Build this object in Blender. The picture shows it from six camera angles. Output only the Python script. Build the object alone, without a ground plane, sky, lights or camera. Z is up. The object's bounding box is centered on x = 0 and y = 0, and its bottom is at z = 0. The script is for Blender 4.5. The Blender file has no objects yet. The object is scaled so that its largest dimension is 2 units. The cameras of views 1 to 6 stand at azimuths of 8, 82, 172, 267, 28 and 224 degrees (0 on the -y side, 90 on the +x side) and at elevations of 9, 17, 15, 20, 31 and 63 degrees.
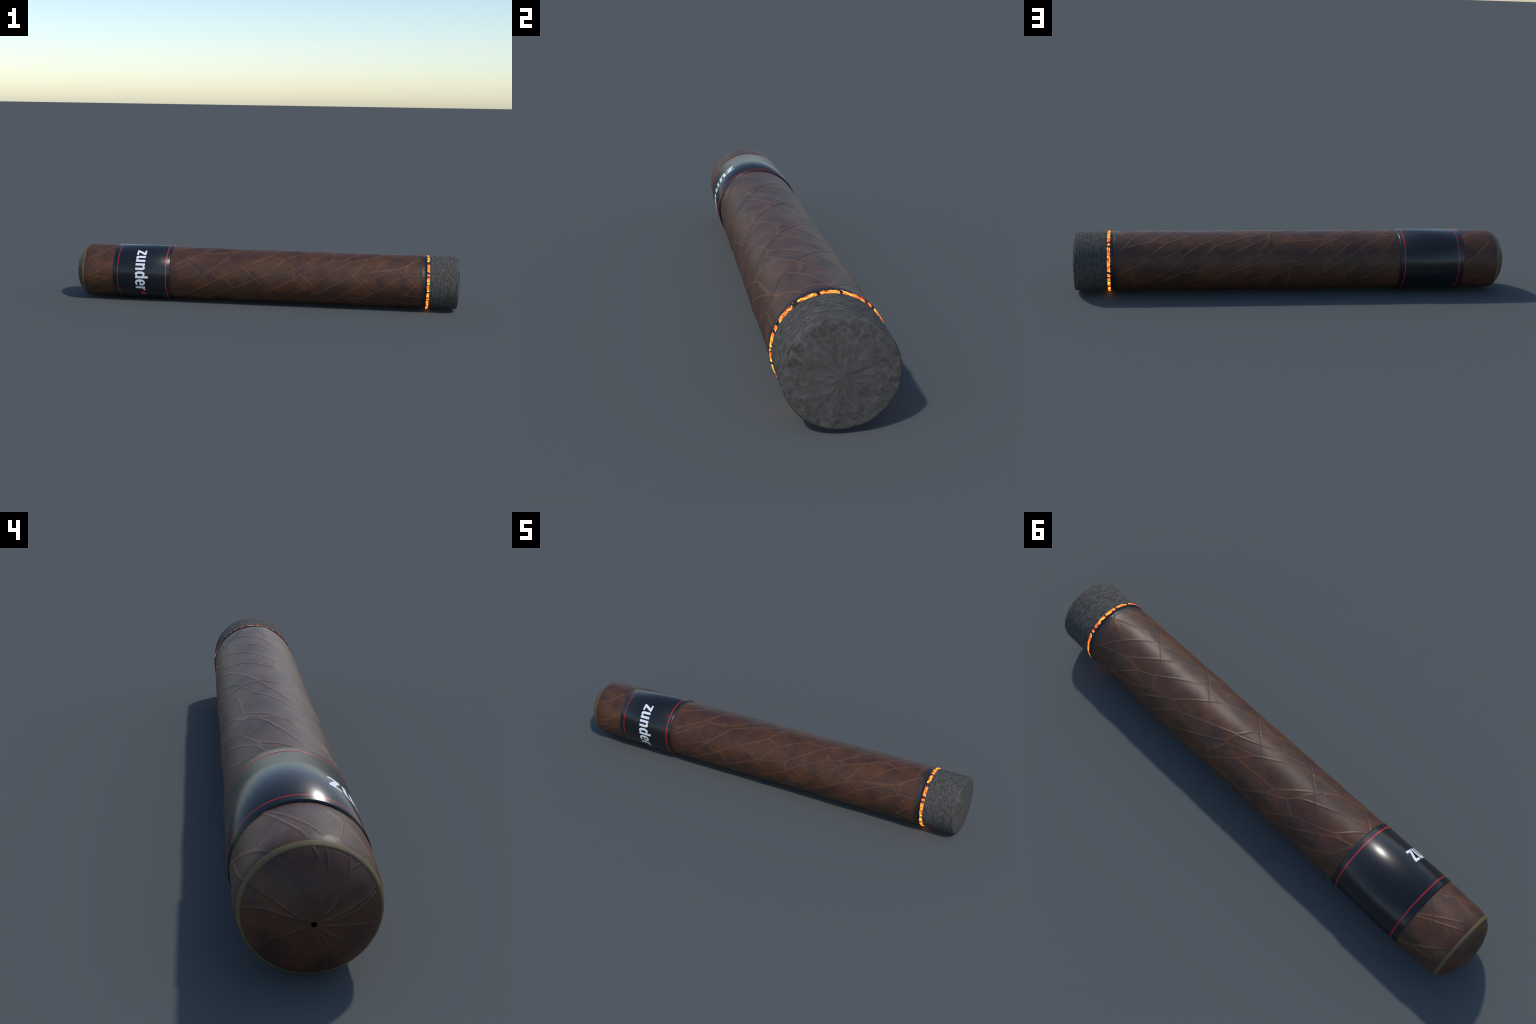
"""A lit cigar lying on its side along x: leaf wrapper with raised veins and a
spiral lap seam, domed head cap with a thin gold ring and a punched hole, a
glossy black paper band with two red lines and lettering, a glowing ember line
and a grey ash tip."""
import bpy, math
import numpy as np
from mathutils import Vector, noise as mnoise
from mathutils.geometry import delaunay_2d_cdt

RNG = np.random.default_rng(7)
AXIS_Z = 0.1412            # height of the cigar's axis
BAND_R = 0.1410            # outer radius of the paper band (it touches the ground)
X_BURN = 0.829             # wrapper ends here, ember begins
X_ASH = 0.8437             # ember ends here, ash begins

# ---------------------------------------------------------------- leaf veins
# (x along the cigar, angle round it in degrees; 0 = top, 90 = front).
# VEINS are fine raised lines, BRANCHES the broad soft cross links.
FRONT_VEINS = [
    [(-0.477, 74), (-0.432, 59), (-0.304, 29), (-0.277, 13)], [(-0.168, 35), (-0.219, 56), (-0.269, 73)], [(-0.269, 73), (-0.478, 103)],
    [(-0.228, 88), (-0.205, 86), (0.039, 33), (0.07, 14)], [(-0.148, 111), (0.027, 76)], [(0.027, 76), (0.106, 42)], [(0.027, 76), (0.042, 80)],
    [(0.042, 80), (0.105, 72), (0.151, 69)], [(0.151, 69), (0.264, 38)], [(0.164, 85), (0.2, 75), (0.276, 58)], [(0.276, 58), (0.357, 41)],
    [(0.221, 105), (0.249, 101), (0.438, 42)], [(0.472, 72), (0.531, 64), (0.552, 64)], [(0.472, 72), (0.258, 121)],
    [(0.518, 86), (0.657, 59), (0.723, 48)], [(0.722, 69), (0.812, 70), (0.827, 66)], [(0.722, 70), (0.669, 82), (0.565, 112)],
    [(0.565, 112), (0.531, 119), (0.491, 134)], [(0.72, 113), (0.757, 96), (0.814, 82)], [(-0.271, 76), (-0.408, 125), (-0.469, 155)],
    [(-0.199, 86), (-0.446, 143)], [(-0.147, 110), (-0.23, 129), (-0.304, 151)], [(0.017, 88), (-0.027, 108), (-0.077, 141)],
    [(0.161, 88), (0.03, 116)], [(0.218, 105), (0.143, 125), (0.118, 146)], [(0.265, 117), (0.224, 142)], [(0.265, 117), (0.334, 103)],
    [(0.517, 88), (0.32, 146)], [(0.386, 127), (0.507, 125), (0.562, 112)], [(0.731, 113), (0.825, 117)], [(0.727, 113), (0.691, 130)],
]
FRONT_BRANCHES = [
    [(-0.476, 80), (-0.329, 46), (-0.279, 32)], [(-0.481, 61), (-0.433, 58)], [(-0.269, 73), (-0.228, 88)], [(-0.205, 86), (-0.148, 111)],
    [(0.155, 68), (0.164, 86)], [(0.163, 88), (0.222, 106)], [(0.533, 29), (0.509, 47), (0.47, 69)], [(0.552, 64), (0.539, 75), (0.518, 86)],
    [(0.552, 64), (0.656, 57)], [(0.723, 48), (0.722, 69)], [(0.812, 71), (0.72, 113)], [(-0.307, 111), (-0.303, 134)], [(0.248, 103), (0.265, 117)],
]
TOP_VEINS = [
    [(-0.479, 25), (-0.411, 14)], [(-0.279, 32), (-0.161, 25), (-0.114, 13)], [(-0.157, 25), (-0.168, 35)], [(-0.168, 35), (-0.044, 13)],
    [(0.106, 42), (0.238, 13)], [(0.263, 38), (0.331, 16)], [(0.331, 16), (0.347, 13)], [(0.357, 41), (0.415, 37)], [(0.415, 37), (0.488, 13)],
    [(0.438, 42), (0.533, 29), (0.604, 13)], [(0.552, 64), (0.631, 33), (0.673, 19)], [(0.673, 19), (0.713, 13)],
    [(0.723, 48), (0.779, 29), (0.823, 22)], [(0.83, -11), (0.791, -1), (0.714, 10), (0.671, 21)],
    [(0.776, -52), (0.736, -32), (0.682, -10), (0.622, 10), (0.571, 21)], [(0.776, -52), (0.654, -38)], [(0.654, -38), (0.517, 4), (0.471, 21)],
    [(0.579, -41), (0.512, -29), (0.423, -5), (0.337, 16)], [(0.488, -44), (0.425, -43), (0.393, -37)], [(0.393, -37), (0.233, 15), (0.209, 21)],
    [(0.362, -47), (0.115, -11)], [(0.26, -58), (0.129, -29)], [(0.113, -12), (0.062, 21)], [(0.113, -12), (0.052, -3), (-0.061, 17)],
    [(0.117, -30), (0.004, -16)], [(0.004, -16), (0.056, -39)], [(0.148, -69), (0.056, -39)], [(0.331, 17), (0.32, 21)],
    [(-0.065, 17), (-0.097, 21)], [(0.004, -16), (-0.145, 21)], [(0.056, -39), (-0.025, -36), (-0.131, -34)],
    [(-0.131, -34), (-0.25, 5), (-0.279, 20)], [(-0.109, -48), (-0.189, -32)], [(-0.189, -32), (-0.223, -18)], [(-0.253, 4), (-0.285, 21)],
    [(-0.223, -18), (-0.446, 21)], [(-0.239, -46), (-0.155, -73)], [(-0.239, -46), (-0.396, -23)], [(-0.396, -23), (-0.477, 12)],
    [(-0.413, -25), (-0.473, -18)], [(-0.398, -23), (-0.469, -19)], [(0.422, -43), (0.513, -67)],
]
TOP_BRANCHES = [
    [(-0.304, 29), (-0.28, 31)], [(0.04, 33), (0.106, 42)], [(0.218, 18), (0.253, 16), (0.317, 18), (0.357, 24)], [(0.372, 13), (0.357, 24)],
    [(0.358, 26), (0.353, 40)], [(0.415, 37), (0.435, 42)], [(0.606, 14), (0.639, 13), (0.672, 19)], [(0.779, 29), (0.783, 13)],
    [(0.788, 2), (0.776, 20)], [(0.674, 20), (0.621, 14)], [(0.797, -5), (0.715, -20)], [(0.653, -38), (0.579, -41)], [(0.506, -29), (0.488, -43)],
    [(0.39, -37), (0.362, -47)], [(0.331, 17), (0.237, 15)], [(0.129, -29), (0.112, -12)], [(0.126, -29), (0.117, -30), (0.165, -60)],
    [(0.377, 9), (0.365, 20)], [(-0.132, -34), (-0.109, -48)], [(-0.223, -18), (-0.238, -3), (-0.252, 4)], [(-0.192, -33), (-0.239, -46)],
    [(-0.396, -23), (-0.421, -22)], [(-0.425, -50), (-0.472, -21)], [(0.49, -44), (0.536, -59)], [(-0.474, -16), (-0.433, -49)],
]
BACK_VEINS = [
    [(0.832, -68), (0.776, -52)], [(0.165, -60), (0.148, -69)], [(0.583, -42), (0.704, -81)],
    [(0.536, -59), (0.584, -67), (0.704, -81), (0.737, -90), (0.826, -106)],
    [(0.513, -68), (0.528, -76), (0.564, -92), (0.659, -117), (0.724, -123), (0.781, -134)],
    [(0.362, -47), (0.519, -100), (0.572, -110), (0.626, -124)], [(0.519, -100), (0.426, -94)], [(0.426, -94), (0.213, -47)],
    [(0.44, -132), (0.301, -94), (0.215, -74)], [(0.163, -79), (0.292, -98), (0.348, -109), (0.398, -122), (0.469, -134), (0.54, -143)],
    [(0.163, -79), (0.283, -123)], [(0.168, -61), (0.215, -73)], [(0.168, -61), (0.165, -79)], [(0.116, -57), (0.163, -79)],
    [(-0.11, -48), (-0.01, -77), (0.033, -93)], [(0.163, -79), (-0.01, -78)], [(-0.148, -74), (0.013, -86)],
    [(0.033, -93), (0.089, -103), (0.212, -117)], [(0.089, -103), (0.153, -122), (0.206, -143)],
    [(-0.148, -75), (-0.104, -107), (0.006, -126), (0.061, -138)], [(-0.406, -26), (-0.12, -99)], [(-0.433, -49), (-0.219, -104), (-0.109, -113)],
    [(-0.109, -113), (-0.058, -140)], [(-0.117, -137), (-0.222, -125), (-0.324, -110)], [(-0.324, -110), (-0.389, -93), (-0.45, -82)],
    [(-0.325, -111), (-0.29, -136)], [(-0.458, -96), (-0.393, -118), (-0.339, -131)],
]
BACK_BRANCHES = [
    [(0.536, -59), (0.513, -68)], [(0.429, -95), (0.473, -124)], [(0.74, -92), (0.724, -122)], [(0.567, -93), (0.575, -108)],
    [(0.659, -117), (0.625, -138)], [(0.035, -94), (0.045, -131)], [(-0.219, -104), (-0.222, -124)], [(-0.453, -82), (-0.458, -96)],
]
HEAD_VEINS = [
    [(-0.784, -27), (-0.93, 12)], [(-0.782, -31), (-0.936, -1)], [(-0.783, 13), (-0.822, 26)], [(-0.779, -87), (-0.876, -56), (-0.94, -32)],
    [(-0.785, -88), (-0.941, -32)], [(-0.835, -73), (-0.937, -63)], [(-0.775, -130), (-0.842, -115), (-0.938, -89)],
    [(-0.778, -128), (-0.878, -127), (-0.936, -134)], [(-0.925, 24), (-0.841, 32), (-0.783, 28)], [(-0.839, 35), (-0.938, 64)],
    [(-0.836, 32), (-0.814, 20)], [(-0.935, 97), (-0.855, 85), (-0.782, 61)], [(-0.935, 110), (-0.86, 95), (-0.819, 100), (-0.782, 94)],
    [(-0.935, 128), (-0.857, 107), (-0.82, 101)],
]
HEAD_BRANCHES = [
    [(-0.925, 26), (-0.925, 14)],
]
CAP_PLEATS = [
    [(-0.946, -30), (-0.973, -21), (-0.986, -16), (-0.994, -13), (-0.999, -11)], [(-0.953, 2), (-0.964, 5), (-0.988, 4), (-0.999, 4)],
    [(-0.960, 5), (-0.979, 11), (-0.993, 12), (-0.999, 15)], [(-0.953, 13), (-0.974, 16), (-0.992, 19), (-0.998, 20)],
    [(-0.952, 33), (-0.970, 38), (-0.984, 43), (-0.993, 48), (-0.998, 52)], [(-0.950, 46), (-0.970, 38)],
    [(-0.953, 68), (-0.971, 71), (-0.988, 72), (-0.999, 76)], [(-0.962, 73), (-0.984, 79), (-0.993, 83), (-0.998, 84)],
    [(-0.950, 104), (-0.988, 99), (-0.999, 101)], [(-0.948, 123), (-0.986, 126), (-0.995, 127), (-0.999, 129)],
    [(-0.948, 128), (-0.974, 133), (-0.992, 132), (-0.998, 131)], [(-0.965, 132), (-0.975, 137), (-0.987, 145), (-0.995, 151), (-0.999, 155)],
    [(-0.968, 166), (-0.993, 170), (-0.999, 173)], [(-0.956, -170), (-0.994, -166), (-0.999, -167)],
    [(-0.952, -155), (-0.993, -149), (-0.999, -145)], [(-0.949, -124), (-0.986, -115), (-0.999, -112)],
    [(-0.900, -97), (-0.961, -81), (-0.981, -73), (-0.991, -71), (-0.999, -68)], [(-0.952, -62), (-0.971, -59), (-0.988, -57), (-0.999, -62)],
    [(-0.818, -75), (-0.890, -48), (-0.938, -33)], [(-0.838, -71), (-0.919, -65), (-0.960, -60)],
]

# ---------------------------------------------------------------- helpers
def empty(name, parent=None):
    o = bpy.data.objects.new(name, None)
    o.empty_display_size = 0.1
    bpy.context.scene.collection.objects.link(o)
    o.parent = parent
    return o


def mesh_object(name, co, faces, mat, parent, smooth=True, normals=None, kind=None):
    """co: (n,3) array, faces: (m,k) index array or list of tuples."""
    me = bpy.data.meshes.new(name)
    co = np.asarray(co, np.float32)
    if isinstance(faces, np.ndarray):
        k = faces.shape[1]
        me.vertices.add(len(co))
        me.vertices.foreach_set("co", co.ravel())
        me.loops.add(faces.size)
        me.loops.foreach_set("vertex_index", faces.astype(np.int32).ravel())
        me.polygons.add(len(faces))
        me.polygons.foreach_set("loop_start", np.arange(0, faces.size, k, dtype=np.int32))
        me.update(calc_edges=True)
    else:
        me.from_pydata(co.tolist(), [], [tuple(int(i) for i in f) for f in faces])
    me.validate()
    me.polygons.foreach_set("use_smooth", np.full(len(me.polygons), smooth))
    if normals is not None:
        me.normals_split_custom_set_from_vertices(normals.tolist())
    me.materials.append(mat)
    o = bpy.data.objects.new(name, me)
    bpy.context.scene.collection.objects.link(o)
    o.parent = parent
    if kind:
        o["kind"] = kind
    return o


def ring_point(x, r, th):
    """Point at station x, radius r, angle th (0 = top, +90 degrees = front, -y)."""
    x, r, th = np.broadcast_arrays(x, r, th)
    return np.stack([x, -r * np.sin(th), AXIS_Z + r * np.cos(th)], -1)


def grid_faces(rows, cols, wrap=True):
    """Quads of a rows x cols vertex grid, facing outward for x rising with rows."""
    i, j = np.meshgrid(np.arange(rows - 1), np.arange(cols if wrap else cols - 1), indexing="ij")
    j2 = (j + 1) % cols
    return np.stack([i * cols + j, i * cols + j2, (i + 1) * cols + j2, (i + 1) * cols + j], -1).reshape(-1, 4)


def lathe(name, profile, mat, parent, seg=256, close=False, bend=None):
    """Turn a list of (x, r) round the cigar's axis."""
    p = list(profile)
    if close:
        p.append(p[0])
    p = np.array(p)
    th = np.arange(seg) * 2 * math.pi / seg
    X, T = np.meshgrid(p[:, 0], th, indexing="ij")
    Rr = np.repeat(p[:, 1:2], seg, 1)
    if bend is not None:
        X, Rr = bend(X, Rr, T)
    co = ring_point(X, Rr, T).reshape(-1, 3)
    f = grid_faces(len(p), seg)
    if close:
        n = (len(p) - 1) * seg
        f = np.where(f >= n, f - n, f)
        co = co[:n]
    return mesh_object(name, co, f, mat, parent)


def rounded(x0, x1, r_in, r_out, b, n=4):
    """Closed section of a flat ring with rounded outer edges."""
    p = [(x0, r_in)]
    for k in range(n + 1):
        a = math.pi / 2 * k / n
        p.append((x0 + b - b * math.cos(a), r_out - b + b * math.sin(a)))
    for k in (0.01, 0.02, 0.1, 0.2, 0.3, 0.4, 0.5, 0.6, 0.7, 0.8, 0.9, 0.98, 0.99):
        p.append((x0 + b + (x1 - x0 - 2 * b) * k, r_out))
    for k in range(n + 1):
        a = math.pi / 2 * k / n
        p.append((x1 - b + b * math.sin(a), r_out - b + b * math.cos(a)))
    p.append((x1, r_in))
    return p


def smooth(a, b, v):
    t = np.clip((np.asarray(v) - a) / (b - a), 0, 1)
    return t * t * (3 - 2 * t)


# ---------------------------------------------------------------- materials
class Nodes:
    """Small wrapper to write node trees as expressions."""

    def __init__(self, name):
        self.mat = bpy.data.materials.new(name)
        self.mat.use_nodes = True
        self.t = self.mat.node_tree
        self.bsdf = self.t.nodes["Principled BSDF"]
        self.obj = self.t.nodes.new("ShaderNodeTexCoord").outputs["Object"]

    def put(self, sock, v):
        if isinstance(v, bpy.types.NodeSocket):
            self.t.links.new(v, sock)
        elif v is not None:
            if hasattr(sock.default_value, "__len__") and not hasattr(v, "__len__"):
                v = (v,) * len(sock.default_value)
            if hasattr(v, "__len__") and len(sock.default_value) == 4 and len(v) == 3:
                v = (*v, 1.0)
            sock.default_value = v

    def math(self, op, a, b=None, c=None, clamp=False):
        n = self.t.nodes.new("ShaderNodeMath")
        n.operation, n.use_clamp = op, clamp
        for s, v in zip(n.inputs, (a, b, c)):
            self.put(s, v)
        return n.outputs[0]

    def vmath(self, op, a, b=None):
        n = self.t.nodes.new("ShaderNodeVectorMath")
        n.operation = op
        self.put(n.inputs[0], a)
        if b is not None:
            self.put(n.inputs[1], b)
        return n.outputs["Value"] if op in ("DOT_PRODUCT", "LENGTH", "DISTANCE") else n.outputs["Vector"]

    def xyz(self, v):
        n = self.t.nodes.new("ShaderNodeSeparateXYZ")
        self.put(n.inputs[0], v)
        return n.outputs

    def vec(self, x, y, z):
        n = self.t.nodes.new("ShaderNodeCombineXYZ")
        for s, v in zip(n.inputs, (x, y, z)):
            self.put(s, v)
        return n.outputs[0]

    def noise(self, vec, scale, detail=3, rough=0.5, dist=0.0):
        n = self.t.nodes.new("ShaderNodeTexNoise")
        for k, v in (("Vector", vec), ("Scale", scale), ("Detail", detail), ("Roughness", rough), ("Distortion", dist)):
            self.put(n.inputs[k], v)
        return n.outputs["Fac"]

    def ramp(self, fac, stops, mode="EASE"):
        n = self.t.nodes.new("ShaderNodeValToRGB")
        n.color_ramp.interpolation = mode
        e = n.color_ramp.elements
        while len(e) < len(stops):
            e.new(0.5)
        for el, (p, c) in zip(e, stops):
            el.position = p
            el.color = (*c, 1) if hasattr(c, "__len__") else (c, c, c, 1)
        self.put(n.inputs[0], fac)
        return n.outputs[0]

    def step(self, v, a, b):
        n = self.t.nodes.new("ShaderNodeMapRange")
        n.interpolation_type = "SMOOTHSTEP"
        for s, x in zip(n.inputs, (v, a, b, 0.0, 1.0)):
            self.put(s, x)
        return n.outputs[0]

    def mix(self, f, a, b):
        n = self.t.nodes.new("ShaderNodeMix")
        n.data_type = "RGBA"
        self.put(n.inputs[0], f)
        self.put(n.inputs[6], a)
        self.put(n.inputs[7], b)
        return n.outputs[2]

    def bump(self, h, strength, distance):
        n = self.t.nodes.new("ShaderNodeBump")
        self.put(n.inputs["Height"], h)
        n.inputs["Strength"].default_value = strength
        n.inputs["Distance"].default_value = distance
        self.put(self.bsdf.inputs["Normal"], n.outputs[0])

    def set(self, **kw):
        names = dict(color="Base Color", rough="Roughness", metal="Metallic", spec="Specular IOR Level", coat="Coat Weight",
                     coat_rough="Coat Roughness", emit="Emission Color", power="Emission Strength", sheen="Sheen Weight")
        for k, v in kw.items():
            self.put(self.bsdf.inputs[names[k]], v)
        return self.mat


def body_radius(x):
    return 0.1361 - 0.0009 * x


# soft unevenness of the rolled leaf: sums of slow sine waves over position
SWELLS = [((17.0, 9.0, 14.0), 0.6, 0.00060), ((-11.0, 24.0, 6.0), 2.1, 0.00050), ((31.0, -7.0, 19.0), 4.0, 0.00045)]
VEIN_H, BRANCH_H = 0.00095, 0.00058


def leaf_material(name, tint=1.0, veined=True):
    m = Nodes(name)
    x, y, z = m.xyz(m.obj)[:3]
    zc = m.math("SUBTRACT", z, AXIS_Z)
    radius = m.math("SQRT", m.math("ADD", m.math("MULTIPLY", y, y), m.math("MULTIPLY", zc, zc)))
    # mottling of the fermented leaf: plum-dark blotches on brown, rusty flecks
    stretch = m.vmath("MULTIPLY", m.obj, (0.75, 1.0, 1.0))
    blotch = m.noise(stretch, 19.0, 4, 0.55, 0.3)
    dark, mid, rust = LEAF
    col = m.ramp(blotch, [(0.36, dark), (0.50, mid), (0.66, rust)])
    broad = m.noise(stretch, 7.0, 2, 0.5)
    col = m.mix(m.math("MULTIPLY", m.step(broad, 0.42, 0.68), 0.30), col, dark)
    fibre = m.noise(m.vmath("MULTIPLY", m.obj, (60.0, 150.0, 150.0)), 1.0, 2, 0.6)
    col = m.mix(m.math("MULTIPLY", m.step(fibre, 0.45, 0.75), 0.22), col, RUST_LIGHT)
    rough = m.math("MULTIPLY_ADD", blotch, -0.10, 0.52)
    if veined:
        # veins are a paler, drier matter: they stand above the rolled leaf
        base = m.math("MULTIPLY_ADD", x, -0.0009, 0.1361)
        for k, ph, amp in SWELLS:
            d = m.vmath("DOT_PRODUCT", m.obj, k)
            base = m.math("MULTIPLY_ADD", m.math("SINE", m.math("ADD", d, ph)), amp, base)
        rise = m.math("SUBTRACT", radius, base)
        vein = m.math("MULTIPLY", m.step(rise, 0.00018, 0.00072), m.step(x, -0.925, -0.912))
        col = m.mix(m.math("MULTIPLY", vein, 0.48), col, VEIN)
        # scorched, sooty edge next to the ember
        edge = m.math("MULTIPLY_ADD", m.noise(m.obj, 34.0, 3, 0.6), 0.022, x)
        char = m.step(edge, 0.799, 0.833)
        col = m.mix(char, col, CHAR)
        rough = m.math("MULTIPLY_ADD", char, -0.10, rough)
    m.bump(m.noise(m.obj, 240.0, 3, 0.6), 0.10, 0.0012)
    return m.set(color=col, rough=rough, spec=0.36)


LEAF = ((0.048, 0.0228, 0.0172), (0.071, 0.0302, 0.0160), (0.098, 0.0378, 0.0170))
RUST_LIGHT = (0.092, 0.040, 0.019)
VEIN = (0.152, 0.073, 0.037)
CHAR = (0.021, 0.0198, 0.0195)


def plain(name, color, rough, spec=0.5, grain=None, **kw):
    m = Nodes(name)
    if grain:
        scale, amount, other = grain
        color = m.mix(m.math("MULTIPLY", m.step(m.noise(m.obj, scale, 3, 0.6), 0.35, 0.65), amount), color, other)
    return m.set(color=color, rough=rough, spec=spec, **kw)


def ash_side_material():
    m = Nodes("ash_flakes")
    # crumbly rows that run round the stick
    x = m.xyz(m.obj)[0]
    cells = m.noise(m.vmath("MULTIPLY", m.obj, (118.0, 54.0, 54.0)), 1.0, 4, 0.6, 0.8)
    wander = m.noise(m.obj, 26.0, 2, 0.5)
    rows = m.math("SINE", m.math("MULTIPLY_ADD", wander, 9.0, m.math("MULTIPLY", x, 560.0)))
    a = m.math("MULTIPLY_ADD", rows, 0.075, cells)
    b = m.noise(m.obj, 30.0, 3, 0.6)
    col = m.ramp(a, [(0.30, (0.034, 0.032, 0.029)), (0.50, (0.074, 0.070, 0.065)), (0.72, (0.122, 0.117, 0.108))], "LINEAR")
    col = m.mix(m.math("MULTIPLY", m.step(b, 0.45, 0.75), 0.30), col, (0.094, 0.087, 0.077))
    m.bump(a, 0.5, 0.004)
    return m.set(color=col, rough=0.92, spec=0.2)


def ash_face_material():
    m = Nodes("ash_core")
    x, y, z = m.xyz(m.obj)[:3]
    zc = m.math("SUBTRACT", z, AXIS_Z)
    r = m.math("SQRT", m.math("ADD", m.math("MULTIPLY", y, y), m.math("MULTIPLY", zc, zc)))
    rr = m.math("MAXIMUM", r, 0.001)
    # streaks that run from the centre to the rim
    v = m.vec(m.math("MULTIPLY", m.math("DIVIDE", y, rr), 5.0), m.math("MULTIPLY", m.math("DIVIDE", zc, rr), 5.0), m.math("MULTIPLY", r, 26.0))
    a = m.noise(v, 1.0, 4, 0.6, 0.3)
    rim = m.noise(m.obj, 85.0, 4, 0.6, 0.5)
    mixed = m.math("MULTIPLY_ADD", m.math("SUBTRACT", rim, 0.5), m.math("MULTIPLY", m.step(r, 0.03, 0.11), 0.95), m.math("MULTIPLY_ADD", m.math("SUBTRACT", a, 0.5), m.math("MULTIPLY_ADD", m.step(r, 0.02, 0.11), -0.30, 0.95), 0.5))
    col = m.ramp(mixed, [(0.30, (0.044, 0.042, 0.039)), (0.50, (0.071, 0.068, 0.064)), (0.72, (0.104, 0.100, 0.094))], "LINEAR")
    m.bump(mixed, 0.18, 0.003)
    return m.set(color=col, rough=0.92, spec=0.2)


def ember_material():
    m = Nodes("glowing_ember")
    heat = m.noise(m.vmath("MULTIPLY", m.obj, (95.0, 46.0, 46.0)), 1.0, 3, 0.55)
    # soot breaks into the glow from the leaf side and along fine cracks
    x = m.xyz(m.obj)[0]
    soot = m.noise(m.vmath("MULTIPLY", m.obj, (210.0, 95.0, 95.0)), 1.0, 3, 0.6)
    open_ = m.math("MULTIPLY_ADD", m.step(x, X_BURN - 0.001, X_BURN + 0.006), 0.16, soot)
    lit = m.step(open_, 0.555, 0.59)
    heat = m.math("MULTIPLY_ADD", m.math("SUBTRACT", open_, 0.69), 0.65, heat)      # hottest away from the soot
    glow = m.ramp(heat, [(0.33, (1.0, 0.045, 0.004)), (0.44, (1.0, 0.14, 0.010)), (0.53, (1.0, 0.27, 0.022)), (0.63, (1.0, 0.62, 0.07))], "LINEAR")
    return m.set(color=(0.012, 0.010, 0.010), rough=0.8, emit=glow, power=m.math("MULTIPLY", lit, EMBER_POWER))


EMBER_POWER = 1.8

MAT_LEAF = leaf_material("cigar_leaf")
MAT_CAP = leaf_material("cap_leaf", veined=False)
MAT_BAND = plain("black_gloss_paper", (0.0090, 0.0105, 0.0130), 0.27, 0.5)
MAT_RED = plain("red_print", (0.62, 0.010, 0.018), 0.30)
MAT_WHITE = plain("white_print", (0.80, 0.83, 0.88), 0.30)
MAT_GOLD = plain("dull_gold_paper", (0.132, 0.097, 0.044), 0.62, 0.3, (38.0, 0.5, (0.100, 0.077, 0.038)))
MAT_HOLE = plain("hole_black", (0.002, 0.002, 0.002), 1.0, 0.0)
MAT_CHAR = plain("burnt_crust", (0.010, 0.009, 0.010), 0.7, 0.3, (90.0, 0.6, (0.024, 0.022, 0.022)))
MAT_ASH = ash_side_material()
MAT_ASH_FACE = ash_face_material()
MAT_EMBER = ember_material()

cigar = empty("cigar")
cigar["label"] = "lit brown cigar with black band, glowing ember and grey ash tip"
cigar["category"] = "cigar"

# ---------------------------------------------------------------- wrapper and cap
# profile from the hole in the cap to the burnt edge, as (x, radius)
HOLE_R = 0.0054
X_RING = -0.950
HEAD = [(-1.0002, 0.0), (-1.0000, HOLE_R), (-0.9975, 0.030), (-0.9925, 0.057), (-0.985, 0.0780), (-0.975, 0.0992), (-0.963, 0.1148),
        (-0.952, 0.1252), (-0.939, 0.1320), (-0.924, 0.1354), (-0.908, 0.13675)]


def catmull(pts, n):
    p = np.array(pts, float)
    p = np.vstack([2 * p[0] - p[1], p, 2 * p[-1] - p[-2]])
    t = np.linspace(0, 1, n, endpoint=False)[:, None]
    out = []
    for a, b, c, d in zip(p, p[1:], p[2:], p[3:]):
        out.append(0.5 * (2 * b + (c - a) * t + (2 * a - 5 * b + 4 * c - d) * t**2 + (3 * b - a - 3 * c + d) * t**3))
    return np.vstack(out + [p[-2][None]])


def burnt_lip(x):
    """The scorched end shrinks in a little, then curls up to the ember."""
    return -0.0021 * smooth(0.804, 0.8225, x) + 0.0039 * smooth(0.8235, 0.829, x)


def full_profile():
    head = catmull(HEAD, 24)
    head = head[head[:, 1] >= HOLE_R]
    xs = np.arange(-0.905, X_BURN, 0.0016)
    body = np.stack([xs, body_radius(xs) + burnt_lip(xs)], 1)
    p = np.vstack([head, body, [(X_BURN, body_radius(X_BURN) + burnt_lip(X_BURN))]])
    s = np.r_[0, np.cumsum(np.hypot(*np.diff(p, axis=0).T))]
    n = int(s[-1] / 0.0016)
    si = np.linspace(0, s[-1], n)
    return si, np.interp(si, s, p[:, 0]), np.interp(si, s, p[:, 1])


S, PX, PR = full_profile()
SEG = 560
TH = np.arange(SEG) * 2 * math.pi / SEG - math.pi
STATION = lambda x: np.interp(x, PX, S)


def dense(line):
    """Round the corners of a vein a little and subdivide it: arclength, angle."""
    x, a = np.array(line, float).T
    t = np.linspace(0, len(x) - 1, (len(x) - 1) * 6 + 1)
    sx, sa = np.interp(t, np.arange(len(x)), STATION(x)), np.radians(np.interp(t, np.arange(len(x)), a))
    k = np.array([1, 2, 1]) / 4
    for _ in range(2):
        sx[1:-1], sa[1:-1] = np.convolve(sx, k, "valid"), np.convolve(sa, k, "valid")
    return sx, sa


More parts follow.
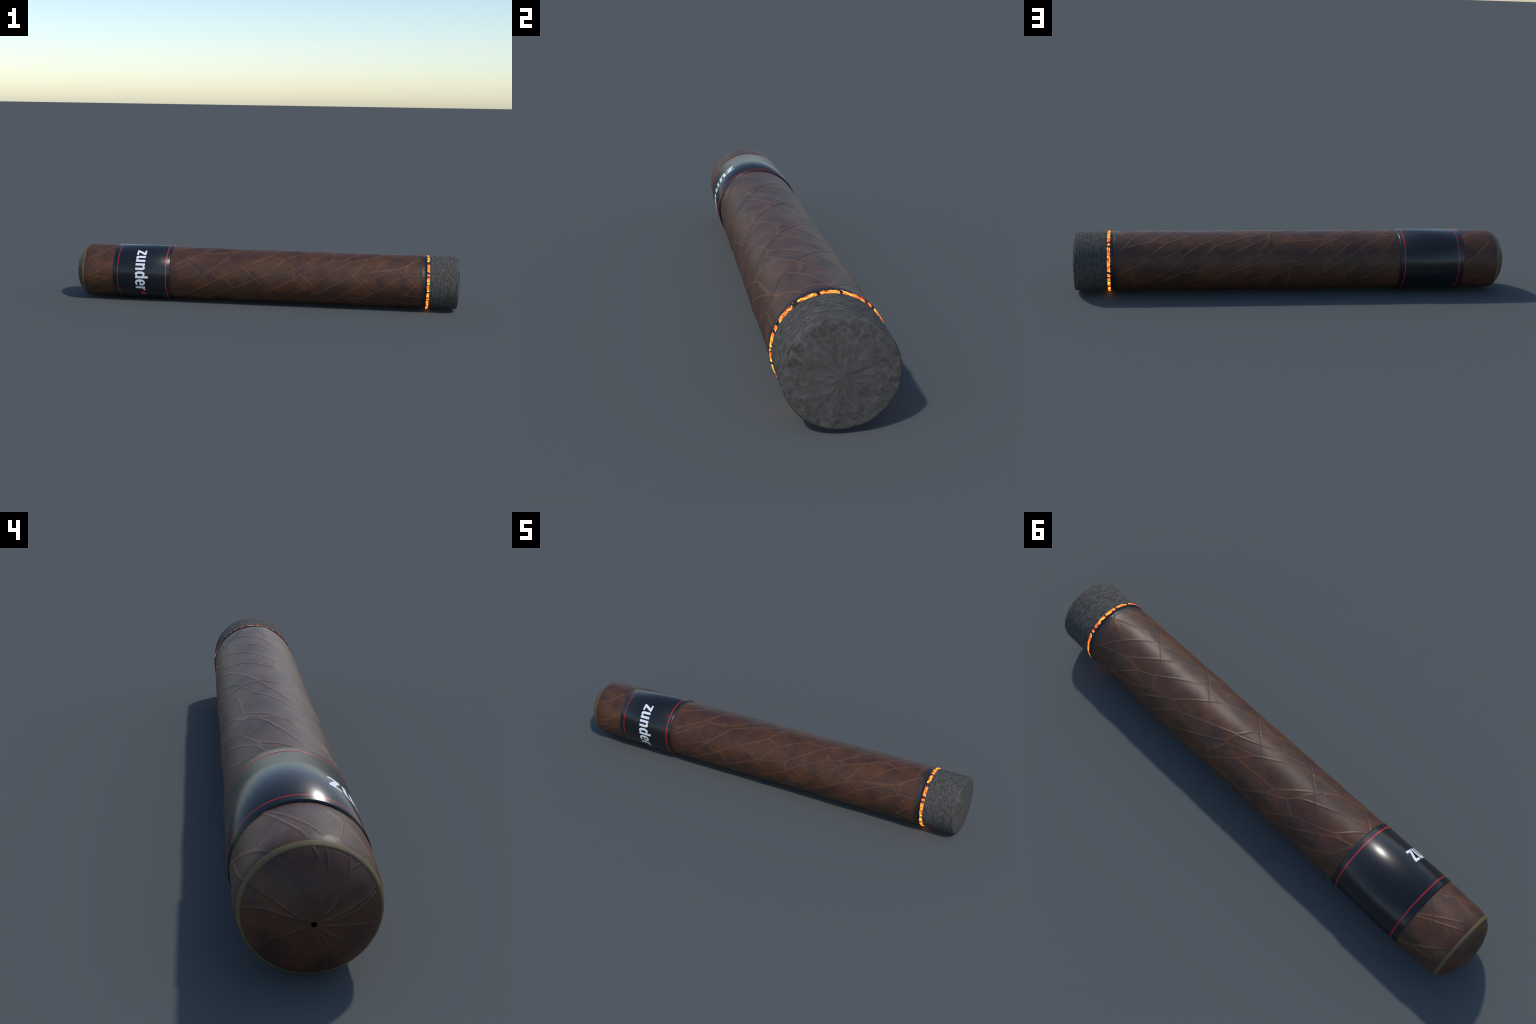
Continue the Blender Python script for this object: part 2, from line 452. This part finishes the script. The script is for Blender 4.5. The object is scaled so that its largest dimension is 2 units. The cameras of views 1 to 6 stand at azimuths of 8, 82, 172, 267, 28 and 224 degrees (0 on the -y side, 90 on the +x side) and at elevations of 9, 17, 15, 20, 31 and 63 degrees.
def join_ends(paths):
    """Run each path end on to the path it nearly meets; tell which ends stay loose (those fade out)."""
    pts = [np.stack([s, 0.135 * a], 1) for s, a in paths]
    every = np.vstack(pts)
    owner = np.repeat(np.arange(len(pts)), [len(p) for p in pts])
    joined, free = [], []
    for k, p in enumerate(pts):
        other = every[owner != k]
        flags = []
        for end in (0, -1):
            d = np.hypot(*(other - p[end]).T)
            flags.append(d.min() > 0.010)
            if not flags[-1] and d.min() > 0.0008:
                p = np.insert(p, 0 if end == 0 else len(p), other[d.argmin()], 0)
        joined.append((p[:, 0], p[:, 1] / 0.135))
        free.append(flags)
    return joined, free


def stroke_relief(paths, free, width, height, field, vary=0.0):
    """Add raised lines to the relief field (max of overlapping lines)."""
    for (sx, sa), (free0, free1) in zip(paths, free):
        w = width * (1 + vary * RNG.uniform(-1, 1))
        h = height * (1 + vary * RNG.uniform(-1, 1))
        run = np.r_[0, np.cumsum(np.hypot(np.diff(sx), 0.135 * np.diff(sa)))]
        fade = np.ones(len(run))
        if free0:
            fade *= smooth(-0.004, 0.03, run)
        if free1:
            fade *= smooth(-0.004, 0.03, run[-1] - run)
        for s0, a0, f0, s1, a1, f1 in zip(sx, sa, fade, sx[1:], sa[1:], fade[1:]):
            reach = 3.2 * w
            i0, i1 = np.searchsorted(S, [min(s0, s1) - reach, max(s0, s1) + reach])
            if i1 <= i0:
                continue
            r = PR[i0:i1, None]
            rmin = max(r.min(), 0.012)
            j0 = math.floor((min(a0, a1) - reach / rmin + math.pi) / (2 * math.pi) * SEG)
            j1 = math.ceil((max(a0, a1) + reach / rmin + math.pi) / (2 * math.pi) * SEG)
            j = np.arange(j0, min(j1, j0 + SEG))
            if not len(j):
                continue
            th = j * 2 * math.pi / SEG - math.pi
            px, py = S[i0:i1, None] - s0, (th[None] - a0) * r
            vx, vy = s1 - s0, (a1 - a0) * r
            u = np.clip((px * vx + py * vy) / (vx * vx + vy * vy + 1e-12), 0, 1)
            d2 = (px - u * vx) ** 2 + (py - u * vy) ** 2
            v = h * (f0 + (f1 - f0) * u) * np.exp(-d2 / (w * w))
            cols = j % SEG
            field[i0:i1, cols] = np.maximum(field[i0:i1, cols], v)


def seam_relief():
    """Three laps of leaf wound round: each ends in a small step facing the lit end."""
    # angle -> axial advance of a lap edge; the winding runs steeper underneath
    turn = np.degrees(TH)
    adv = np.interp(turn, [-180, -125, 125, 180], [-125 / 395 - 0.0855, -125 / 395, 125 / 395, 125 / 395 + 0.0855])
    pitch = 0.2685
    wob = 0.0012 * np.sin(23 * PX[:, None] + 3 * TH[None]) + 0.0006 * np.sin(71 * PX[:, None])
    ph = PX[:, None] - adv[None] - 0.0135 + wob
    ph = (ph + pitch / 2) % pitch - pitch / 2
    # lap thickness swells up to the edge, drops, then recovers
    k = smooth(-0.0014, 0.0014, ph)
    up = 0.00022 * np.exp(-np.abs(np.minimum(ph, 0)) / 0.012)
    down = -0.0011 * np.exp(-np.maximum(ph, 0) / 0.006)
    return (up * (1 - k) + down * k) * smooth(-0.955, -0.93, PX)[:, None]


def under_veins():
    """The side it lies on: veins run on in the same slanting way."""
    lines, links = [], []
    for k in range(15):
        x = -0.42 + 0.083 * k + RNG.uniform(-0.02, 0.02)
        a = 212 + RNG.uniform(-8, 8)
        b = 148 + RNG.uniform(-8, 8)
        e = x + RNG.uniform(0.13, 0.2)
        m = 180 + RNG.uniform(-8, 8)
        if e < 0.8:
            lines.append([(x, a), ((x + e) / 2, m), (e, b)])
            links.append([((x + e) / 2, m), ((x + e) / 2 + 0.035, m + 16)])
    return lines, links[::2]


relief = np.zeros((len(S), SEG))
fine, soft = np.zeros_like(relief), np.zeros_like(relief)
lines, links = under_veins()
fine_paths = [dense(v) for v in FRONT_VEINS + TOP_VEINS + BACK_VEINS + HEAD_VEINS + lines]
soft_paths = [dense(v) for v in FRONT_BRANCHES + TOP_BRANCHES + BACK_BRANCHES + HEAD_BRANCHES + links]
joined, free = join_ends(fine_paths + soft_paths)
fine_paths, soft_paths = joined[:len(fine_paths)], joined[len(fine_paths):]
stroke_relief(fine_paths, free, 0.0027, VEIN_H, fine, 0.25)
stroke_relief(soft_paths, free[len(fine_paths):], 0.0064, BRANCH_H, soft, 0.2)
pleats = [dense(v) for v in CAP_PLEATS]
stroke_relief(pleats, [(False, False)] * len(pleats), 0.0022, 0.0010, fine, 0.25)
veins = (fine**4 + soft**4) ** 0.25
veins *= smooth(0.8285, 0.815, PX)[:, None] * 0.999 + 0.001
near_hole = smooth(HOLE_R, 0.028, PR)[:, None]
relief = veins * near_hole + seam_relief()

P0 = ring_point(PX[:, None], PR[:, None], TH[None])
swell = sum(amp * np.sin(P0 @ np.array(k) + ph) for k, ph, amp in SWELLS)
# gathered cap: faint radial puckers that meet at the hole
cap_zone = smooth(-0.945, -0.965, PX)[:, None]
pucker = 0.0005 * np.sin(9 * TH + 1.1)[None] * np.cos(5 * TH + 0.4)[None] * smooth(0.01, 0.07, PR)[:, None] * cap_zone
relief = relief + pucker + swell * smooth(-0.99, -0.93, PX)[:, None]

# push out along the profile's own normal
tx, tr = np.gradient(PX, S), np.gradient(PR, S)
ln = np.hypot(tx, tr)
nx, nr = -tr / ln, tx / ln
BX = PX[:, None] + nx[:, None] * relief
BR = PR[:, None] + nr[:, None] * relief
co = ring_point(BX, BR, TH[None]).reshape(-1, 3)
faces = grid_faces(len(S), SEG)

# exact smooth normals of the whole skin, shared by all its pieces
G = co.reshape(len(S), SEG, 3)
dth = np.roll(G, -1, 1) - np.roll(G, 1, 1)
dsx = np.gradient(G, axis=0)
nor = np.cross(dth, dsx)
nor /= np.linalg.norm(nor, axis=-1, keepdims=True)
nor = nor.reshape(-1, 3)

face_row = faces.min(1) // SEG
in_cap = PX[np.minimum(face_row, len(S) - 1)] < X_RING
vein_at = (veins > 0.0003).ravel()
in_vein = vein_at[faces].any(1) & ~in_cap


def skin_piece(name, mask, mat, parent, kind=None):
    f = faces[mask]
    used, inv = np.unique(f, return_inverse=True)
    return mesh_object(name, co[used], inv.reshape(f.shape), mat, parent, normals=nor[used], kind=kind)


wrapper = skin_piece("wrapper", ~in_cap & ~in_vein, MAT_LEAF, cigar)
skin_piece("leaf_vein", in_vein, MAT_LEAF, wrapper, "stuff")
cap = skin_piece("cap", in_cap, MAT_CAP, cigar)

# punched hole in the cap: a short dark bore
lathe("punch_hole", [(-0.9999, HOLE_R), (-0.992, HOLE_R * 0.95), (-0.972, HOLE_R * 0.8), (-0.970, 0.0002)], MAT_HOLE, cap, 48)

# gold ring lying on the shoulder of the cap
ring_s = np.linspace(STATION(-0.9535), STATION(-0.9398), 9)
rx, rr = np.interp(ring_s, S, PX), np.interp(ring_s, S, PR)
rnx, rnr = np.interp(ring_s, S, nx), np.interp(ring_s, S, nr)
lift = np.array([-0.0010, 0.0012, 0.0014, 0.0013, 0.0012, 0.0011, 0.0010, 0.0007, -0.0010])
lathe("gold_ring", list(zip(rx + rnx * lift, rr + rnr * lift)), MAT_GOLD, cigar, 320)

# ---------------------------------------------------------------- paper band
X0, X1 = -0.7795, -0.4795
def swell_normals(o):
    """Soften the sheen of the paper as if it bulged between its edges."""
    v = np.empty(len(o.data.vertices) * 3, np.float32)
    o.data.vertices.foreach_get("co", v)
    v = v.reshape(-1, 3)
    n = np.stack([0.40 * (v[:, 0] - (X0 + X1) / 2) / ((X1 - X0) / 2), v[:, 1] / BAND_R, (v[:, 2] - AXIS_Z) / BAND_R], 1)
    n[:, 1:] /= np.linalg.norm(n[:, 1:], axis=1, keepdims=True)
    n[:, 0] += 1.6 * smooth(0.0035, -0.0005, X1 - v[:, 0]) - 1.6 * smooth(0.0020, -0.0005, v[:, 0] - X0)
    n /= np.linalg.norm(n, axis=1, keepdims=True)
    o.data.normals_split_custom_set_from_vertices(n.tolist())


band = lathe("band", rounded(X0, X1, 0.1372, BAND_R, 0.0016), MAT_BAND, cigar, 320, close=True)
swell_normals(band)
for xc in (-0.7555, -0.5007):
    o = lathe("stripe", rounded(xc - 0.0018, xc + 0.0018, BAND_R - 0.0004, BAND_R + 0.00018, 0.00012, 2), MAT_RED, band, 320, close=True)
    swell_normals(o)


def bez(p0, p1, p2, p3, n=10):
    t = np.linspace(0, 1, n + 1)[1:, None]
    p0, p1, p2, p3 = map(np.array, (p0, p1, p2, p3))
    return ((1 - t) ** 3 * p0 + 3 * (1 - t) ** 2 * t * p1 + 3 * (1 - t) * t * t * p2 + t**3 * p3).tolist()


def outline(*cmds):
    """Points, or ('c', control, control, end) for a curve."""
    p = []
    for c in cmds:
        if c[0] == "c":
            p += bez(p[-1], c[1], c[2], c[3])
        else:
            p.append(list(c))
    return np.array(p)


XH, ASC = 0.0495, 0.0668      # x-height and ascender of the bold narrow letters


def oval(cx, cy, rx, ry, n=40, square=2.0):
    a = np.arange(n) * 2 * math.pi / n
    c, s = np.cos(a), np.sin(a)
    return np.stack([cx + rx * np.sign(c) * np.abs(c) ** (2 / square), cy + ry * np.sign(s) * np.abs(s) ** (2 / square)], 1)


def glyphs():
    z = outline((0, 0), (0.0345, 0), (0.0345, 0.0108), (0.0165, 0.0108), (0.0338, 0.0400), (0.0338, XH), (0.0008, XH), (0.0008, 0.0387), (0.0172, 0.0387), (0, 0.0100))
    u = outline((0, XH), (0, 0.0150), ("c", (0, 0.0045), (0.0050, -0.0010), (0.0115, -0.0010)), ("c", (0.0165, -0.0010), (0.0205, 0.0015), (0.0235, 0.0055)),
                (0.0240, 0), (0.0365, 0), (0.0365, XH), (0.0228, XH), (0.0228, 0.0150), ("c", (0.0212, 0.0122), (0.0193, 0.0112), (0.0175, 0.0112)),
                ("c", (0.0150, 0.0112), (0.0138, 0.0125), (0.0138, 0.0155)), (0.0138, XH))
    n = np.array([0.0365, XH]) - u
    d = outline((0.0380, ASC), (0.0380, 0), (0.0254, 0), (0.0248, 0.0045), ("c", (0.0220, 0.0008), (0.0185, -0.0010), (0.0145, -0.0010)),
                ("c", (0.0050, -0.0010), (0, 0.0085), (0, 0.0247)), ("c", (0, 0.0410), (0.0050, 0.0505), (0.0145, 0.0505)),
                ("c", (0.0185, 0.0505), (0.0220, 0.0490), (0.0243, 0.0460)), (0.0243, ASC))
    d_eye = oval(0.0193, 0.0247, 0.0053, 0.0138, square=2.6)
    e = outline((0.0365, 0.0205), (0.0137, 0.0205), ("c", (0.0138, 0.0130), (0.0165, 0.0098), (0.0208, 0.0098)), ("c", (0.0255, 0.0098), (0.0300, 0.0115), (0.0340, 0.0140)),
                (0.0340, 0.0040), ("c", (0.0300, 0.0008), (0.0250, -0.0012), (0.0195, -0.0012)), ("c", (0.0065, -0.0012), (0, 0.0085), (0, 0.0242)),
                ("c", (0, 0.0415), (0.0070, 0.0507), (0.0190, 0.0507)), ("c", (0.0305, 0.0507), (0.0370, 0.0420), (0.0370, 0.0275)), ("c", (0.0370, 0.0250), (0.0368, 0.0228), (0.0365, 0.0205)))
    e_eye = outline((0.0136, 0.0295), (0.0240, 0.0295), ("c", (0.0240, 0.0368), (0.0225, 0.0405), (0.0188, 0.0405)), ("c", (0.0152, 0.0405), (0.0137, 0.0368), (0.0136, 0.0295)))
    r = outline((0, 0), (0.0138, 0), (0.0138, 0.0315), ("c", (0.0165, 0.0365), (0.0200, 0.0385), (0.0255, 0.0375)), (0.0255, 0.0502),
                ("c", (0.0200, 0.0512), (0.0160, 0.0485), (0.0132, 0.0425)), (0.0126, XH), (0, XH))
    return [("z", 0.0748, z, None), ("u", 0.1132, u, None), ("n", 0.1565, n, None), ("d", 0.1985, d, d_eye), ("e", 0.2405, e, e_eye), ("r", 0.2820, r, None)]


def inside(poly, pts):
    x, y = pts[:, 0], pts[:, 1]
    r = np.zeros(len(pts), bool)
    for (x0, y0), (x1, y1) in zip(poly, np.roll(poly, -1, 0)):
        hit = (y0 > y) != (y1 > y)
        with np.errstate(divide="ignore", invalid="ignore"):
            r ^= hit & (x < (x1 - x0) * (y - y0) / (y1 - y0) + x0)
    return r


def thinner(lp, d):
    """Draw an outline in by d (out for the eye of a letter), keeping its height."""
    area = 0.5 * np.sum(lp[:, 0] * np.roll(lp[:, 1], -1) - np.roll(lp[:, 0], -1) * lp[:, 1])
    e = np.roll(lp, -1, 0) - lp
    e /= np.linalg.norm(e, axis=1, keepdims=True) + 1e-12
    n = np.stack([-e[:, 1], e[:, 0]], 1) * np.sign(area)
    m = n + np.roll(n, 1, 0)
    m /= np.maximum((m * m).sum(1, keepdims=True) / 2, 0.6)
    q = lp + d * m
    q[:, 1] = (q[:, 1] - 0.0009) * XH / (XH - 0.0018)
    return q


def print_piece(name, loops, start, base_x, mat):
    """A flat shape cut from film and laid round the band, slightly raised."""
    loops = [thinner(lp, 0.0009 if k == 0 else -0.0008) for k, lp in enumerate(loops)] if name == "letter" else loops
    step = 0.0022
    pts, edges = [], []
    for lp in loops:
        dense = []
        for a, b in zip(lp, np.roll(lp, -1, 0)):
            k = max(1, int(np.hypot(*(b - a)) / step))
            dense += [a + (b - a) * t / k for t in range(k)]
        n0 = len(pts)
        pts += dense
        edges += [(n0 + i, n0 + (i + 1) % len(dense)) for i in range(len(dense))]
    border = np.array(pts)
    gx, gy = np.meshgrid(np.arange(border[:, 0].min(), border[:, 0].max(), step * 1.4), np.arange(border[:, 1].min(), border[:, 1].max(), step * 1.4))
    g = np.stack([gx.ravel(), gy.ravel()], 1)
    ok = np.zeros(len(g), bool)
    for lp in loops:
        ok ^= inside(lp, g)
    gap = np.min(np.hypot(g[:, None, 0] - border[None, :, 0], g[:, None, 1] - border[None, :, 1]), 1)
    allp = np.vstack([border, g[ok & (gap > step * 0.6)]])
    v, _, f = delaunay_2d_cdt([Vector(p) for p in allp], edges, [], 0, 1e-7)[:3]
    v = np.array([tuple(p) for p in v])
    f = np.array(f)
    c = v[f].mean(1)
    keep = np.zeros(len(f), bool)
    for lp in loops:
        keep ^= inside(lp, c)
    f = f[keep]
    R1, R2 = BAND_R + 0.00028, BAND_R - 0.0003
    th = (start + v[:, 0]) / BAND_R
    top = ring_point(base_x + v[:, 1], R1, th)
    bottom = ring_point(base_x + v[:, 1], R2, th)
    n = len(v)
    used = {}
    for tri in f:
        for a, b in ((tri[0], tri[1]), (tri[1], tri[2]), (tri[2], tri[0])):
            used[(a, b)] = used.get((a, b), 0) + 1
    walls = [(b, a, a + n, b + n) for (a, b) in used if (b, a) not in used]
    o = mesh_object(name, np.vstack([top, bottom]), [tuple(t) for t in f] + walls, mat, band)
    o.data.set_sharp_from_angle(angle=math.radians(40))
    return o


BASE_X = -0.661
for ch, start, shape, eye in glyphs():
    print_piece("letter", [shape] + ([eye] if eye is not None else []), start, BASE_X, MAT_WHITE)
print_piece("red_dot", [oval(0, 0, 0.0127, 0.0123, 36)], 0.3315, -0.6272, MAT_RED)

# ---------------------------------------------------------------- ember
def ember_slope(x):
    """The burning front slants down from the leaf's lip to the ash."""
    return 0.1380 - 0.0031 * (x - X_BURN) / (X_ASH - X_BURN)


crust = lathe("burnt_ring", [(X_BURN - 0.002, 0.128), (X_BURN - 0.001, 0.1362)] + [(x, ember_slope(x) - 0.0009) for x in np.linspace(X_BURN, X_ASH, 8)] + [(X_ASH + 0.003, 0.1325), (X_ASH + 0.004, 0.128)],
              MAT_CHAR, cigar, 320, close=True, bend=lambda X, R_, T: (X, R_ + np.where(R_ > 0.13, 0.0003 * np.sin(47 * T) * np.cos(31 * T + 60 * X), 0)))


def n1(v, seed):
    return mnoise.noise(Vector((v, seed * 7.31, seed * 3.7)))


def ember_piece(a0, a1, k, x_lo=X_BURN + 0.0008, x_hi=X_ASH + 0.0016):
    """A glowing chunk: ragged on the leaf side and at both ends, lumpy on top."""
    n = max(6, int((a1 - a0) * 2.2))
    m = 7
    pts = []
    top = []
    lean0, lean1 = RNG.uniform(-2.6, 2.6, 2)
    for i in range(n + 1):
        t = i / n
        a = a0 + (a1 - a0) * t
        taper = min(1.0, 4.0 * min(t, 1 - t) * (a1 - a0) / 8 + 0.45)
        lo = x_lo + 0.0020 * max(0, 0.10 + n1(a * 0.55, 1) + 0.5 * n1(a * 1.7, 2)) + (1 - taper) * 0.004
        hi = x_hi - 0.0012 * max(0, n1(a * 0.6, 3))
        row = []
        for j in range(m + 1):
            s = j / m
            x = lo + (hi - lo) * s
            w = 1 - t
            aa = a + (lean0 * (1 - t) ** 6 + lean1 * t**6) * (s - 0.5) + 1.7 * n1(s * 6 + k, 5 + k) * ((1 - t) ** 8 - t**8)
            r = ember_slope(x) + 0.0005 * mnoise.noise(Vector((x * 160, a * 0.35, 4.0)))
            if i in (0, n) or j in (0, m):
                r = ember_slope(x) - 0.0016
            row.append(ring_point(x, r, math.radians(aa)))
        top.append(row)
    v = np.array(top).reshape(-1, 3)
    f = grid_faces(m + 1, n + 1, False)
    g = np.arange((n + 1) * (m + 1)).reshape(n + 1, m + 1)
    q = np.stack([g[:-1, :-1], g[:-1, 1:], g[1:, 1:], g[1:, :-1]], -1).reshape(-1, 4)
    return mesh_object("ember_chunk", v, q, MAT_EMBER, crust)


# dark cracks that part the ember, seen from all round (degrees)
CRACKS = [-179, -164, -149, -131, -116, -108, -98, -57, -47, -38, -11, 11.5, 36, 61, 70, 87, 103, 116, 123, 143, 158, 170]
GAPS = [3, 2, 3, 3.4, 2.0, 2.2, 4.2, 1.0, 4.0, 3.2, 3.0, 3.4, 7.0, 4.4, 2.4, 1.4, 3.0, 2.0, 1.8, 1.5, 3, 2.2]
for k, (a, b) in enumerate(zip(CRACKS, CRACKS[1:] + [CRACKS[0] + 360])):
    ga, gb = GAPS[k], GAPS[(k + 1) % len(GAPS)]
    ember_piece(a + ga / 2, b - gb / 2, k)
for a, x in ((37.5, 0.8275), (59.5, 0.8278), (-80, 0.8262), (-122, 0.8268), (95, 0.8274), (-12, 0.8276)):
    ember_piece(a - 0.7, a + 0.7, 50 + a, x, x + 0.0024)      # sparks on the scorched leaf

# ---------------------------------------------------------------- ash
def ash_noise(x, th, r):
    p = Vector((x * 110, -r * math.sin(th) * 26, r * math.cos(th) * 26))
    return 0.65 * mnoise.noise(p) + 0.35 * mnoise.noise(p * 2.3 + Vector((5, 1, 2)))


def ash_part(name, profile, amp, mat, parent, radial):
    seg = 300
    th = np.arange(seg) * 2 * math.pi / seg
    p = np.array(profile)
    X, Rr = np.repeat(p[:, :1], seg, 1), np.repeat(p[:, 1:], seg, 1)
    for i in range(len(p)):
        x, r = p[i]
        for j in range(seg):
            if radial:
                q = Vector((math.sin(th[j]) * 6, math.cos(th[j]) * 6, r * 40))
                h = mnoise.noise(q) * 0.6 + mnoise.noise(q * 2.6) * 0.4
                X[i, j] += (h - 0.6) * amp * smooth(0.0, 0.035, r) * smooth(0.1290, 0.118, r)
            else:
                Rr[i, j] += (ash_noise(x, th[j], r) - 0.15) * amp
    return mesh_object(name, ring_point(X, Rr, th[None]).reshape(-1, 3), grid_faces(len(p), seg), mat, parent)


side = [(X_ASH - 0.004, 0.1300), (X_ASH - 0.001, 0.1322)]
side += [(x, 0.1340 - 0.0012 * (x - X_ASH) / 0.14) for x in np.arange(X_ASH, 0.9785, 0.0017)]
# a tight rim, then a face that domes gently out to its centre
side += [(0.9812, 0.1324), (0.9842, 0.1319), (0.9869, 0.1307), (0.9889, 0.1287)]
face = [(0.9902, 0.1259)] + [(0.9911 + 0.0089 * (1 - (r / 0.1225) ** 2), r) for r in np.linspace(0.1225, 0.0, 58)]
ash = ash_part("ash", side, 0.0016, MAT_ASH, cigar, False)
# the face starts on the very border of the shell
shell = np.array([v.co for v in ash.data.vertices[-300:]])
face_o = ash_part("ash_face", [side[-1]] + face, 0.0008, MAT_ASH_FACE, ash, True)
for v, c in zip(face_o.data.vertices[:300], shell):
    v.co = c
face_o.data.update()
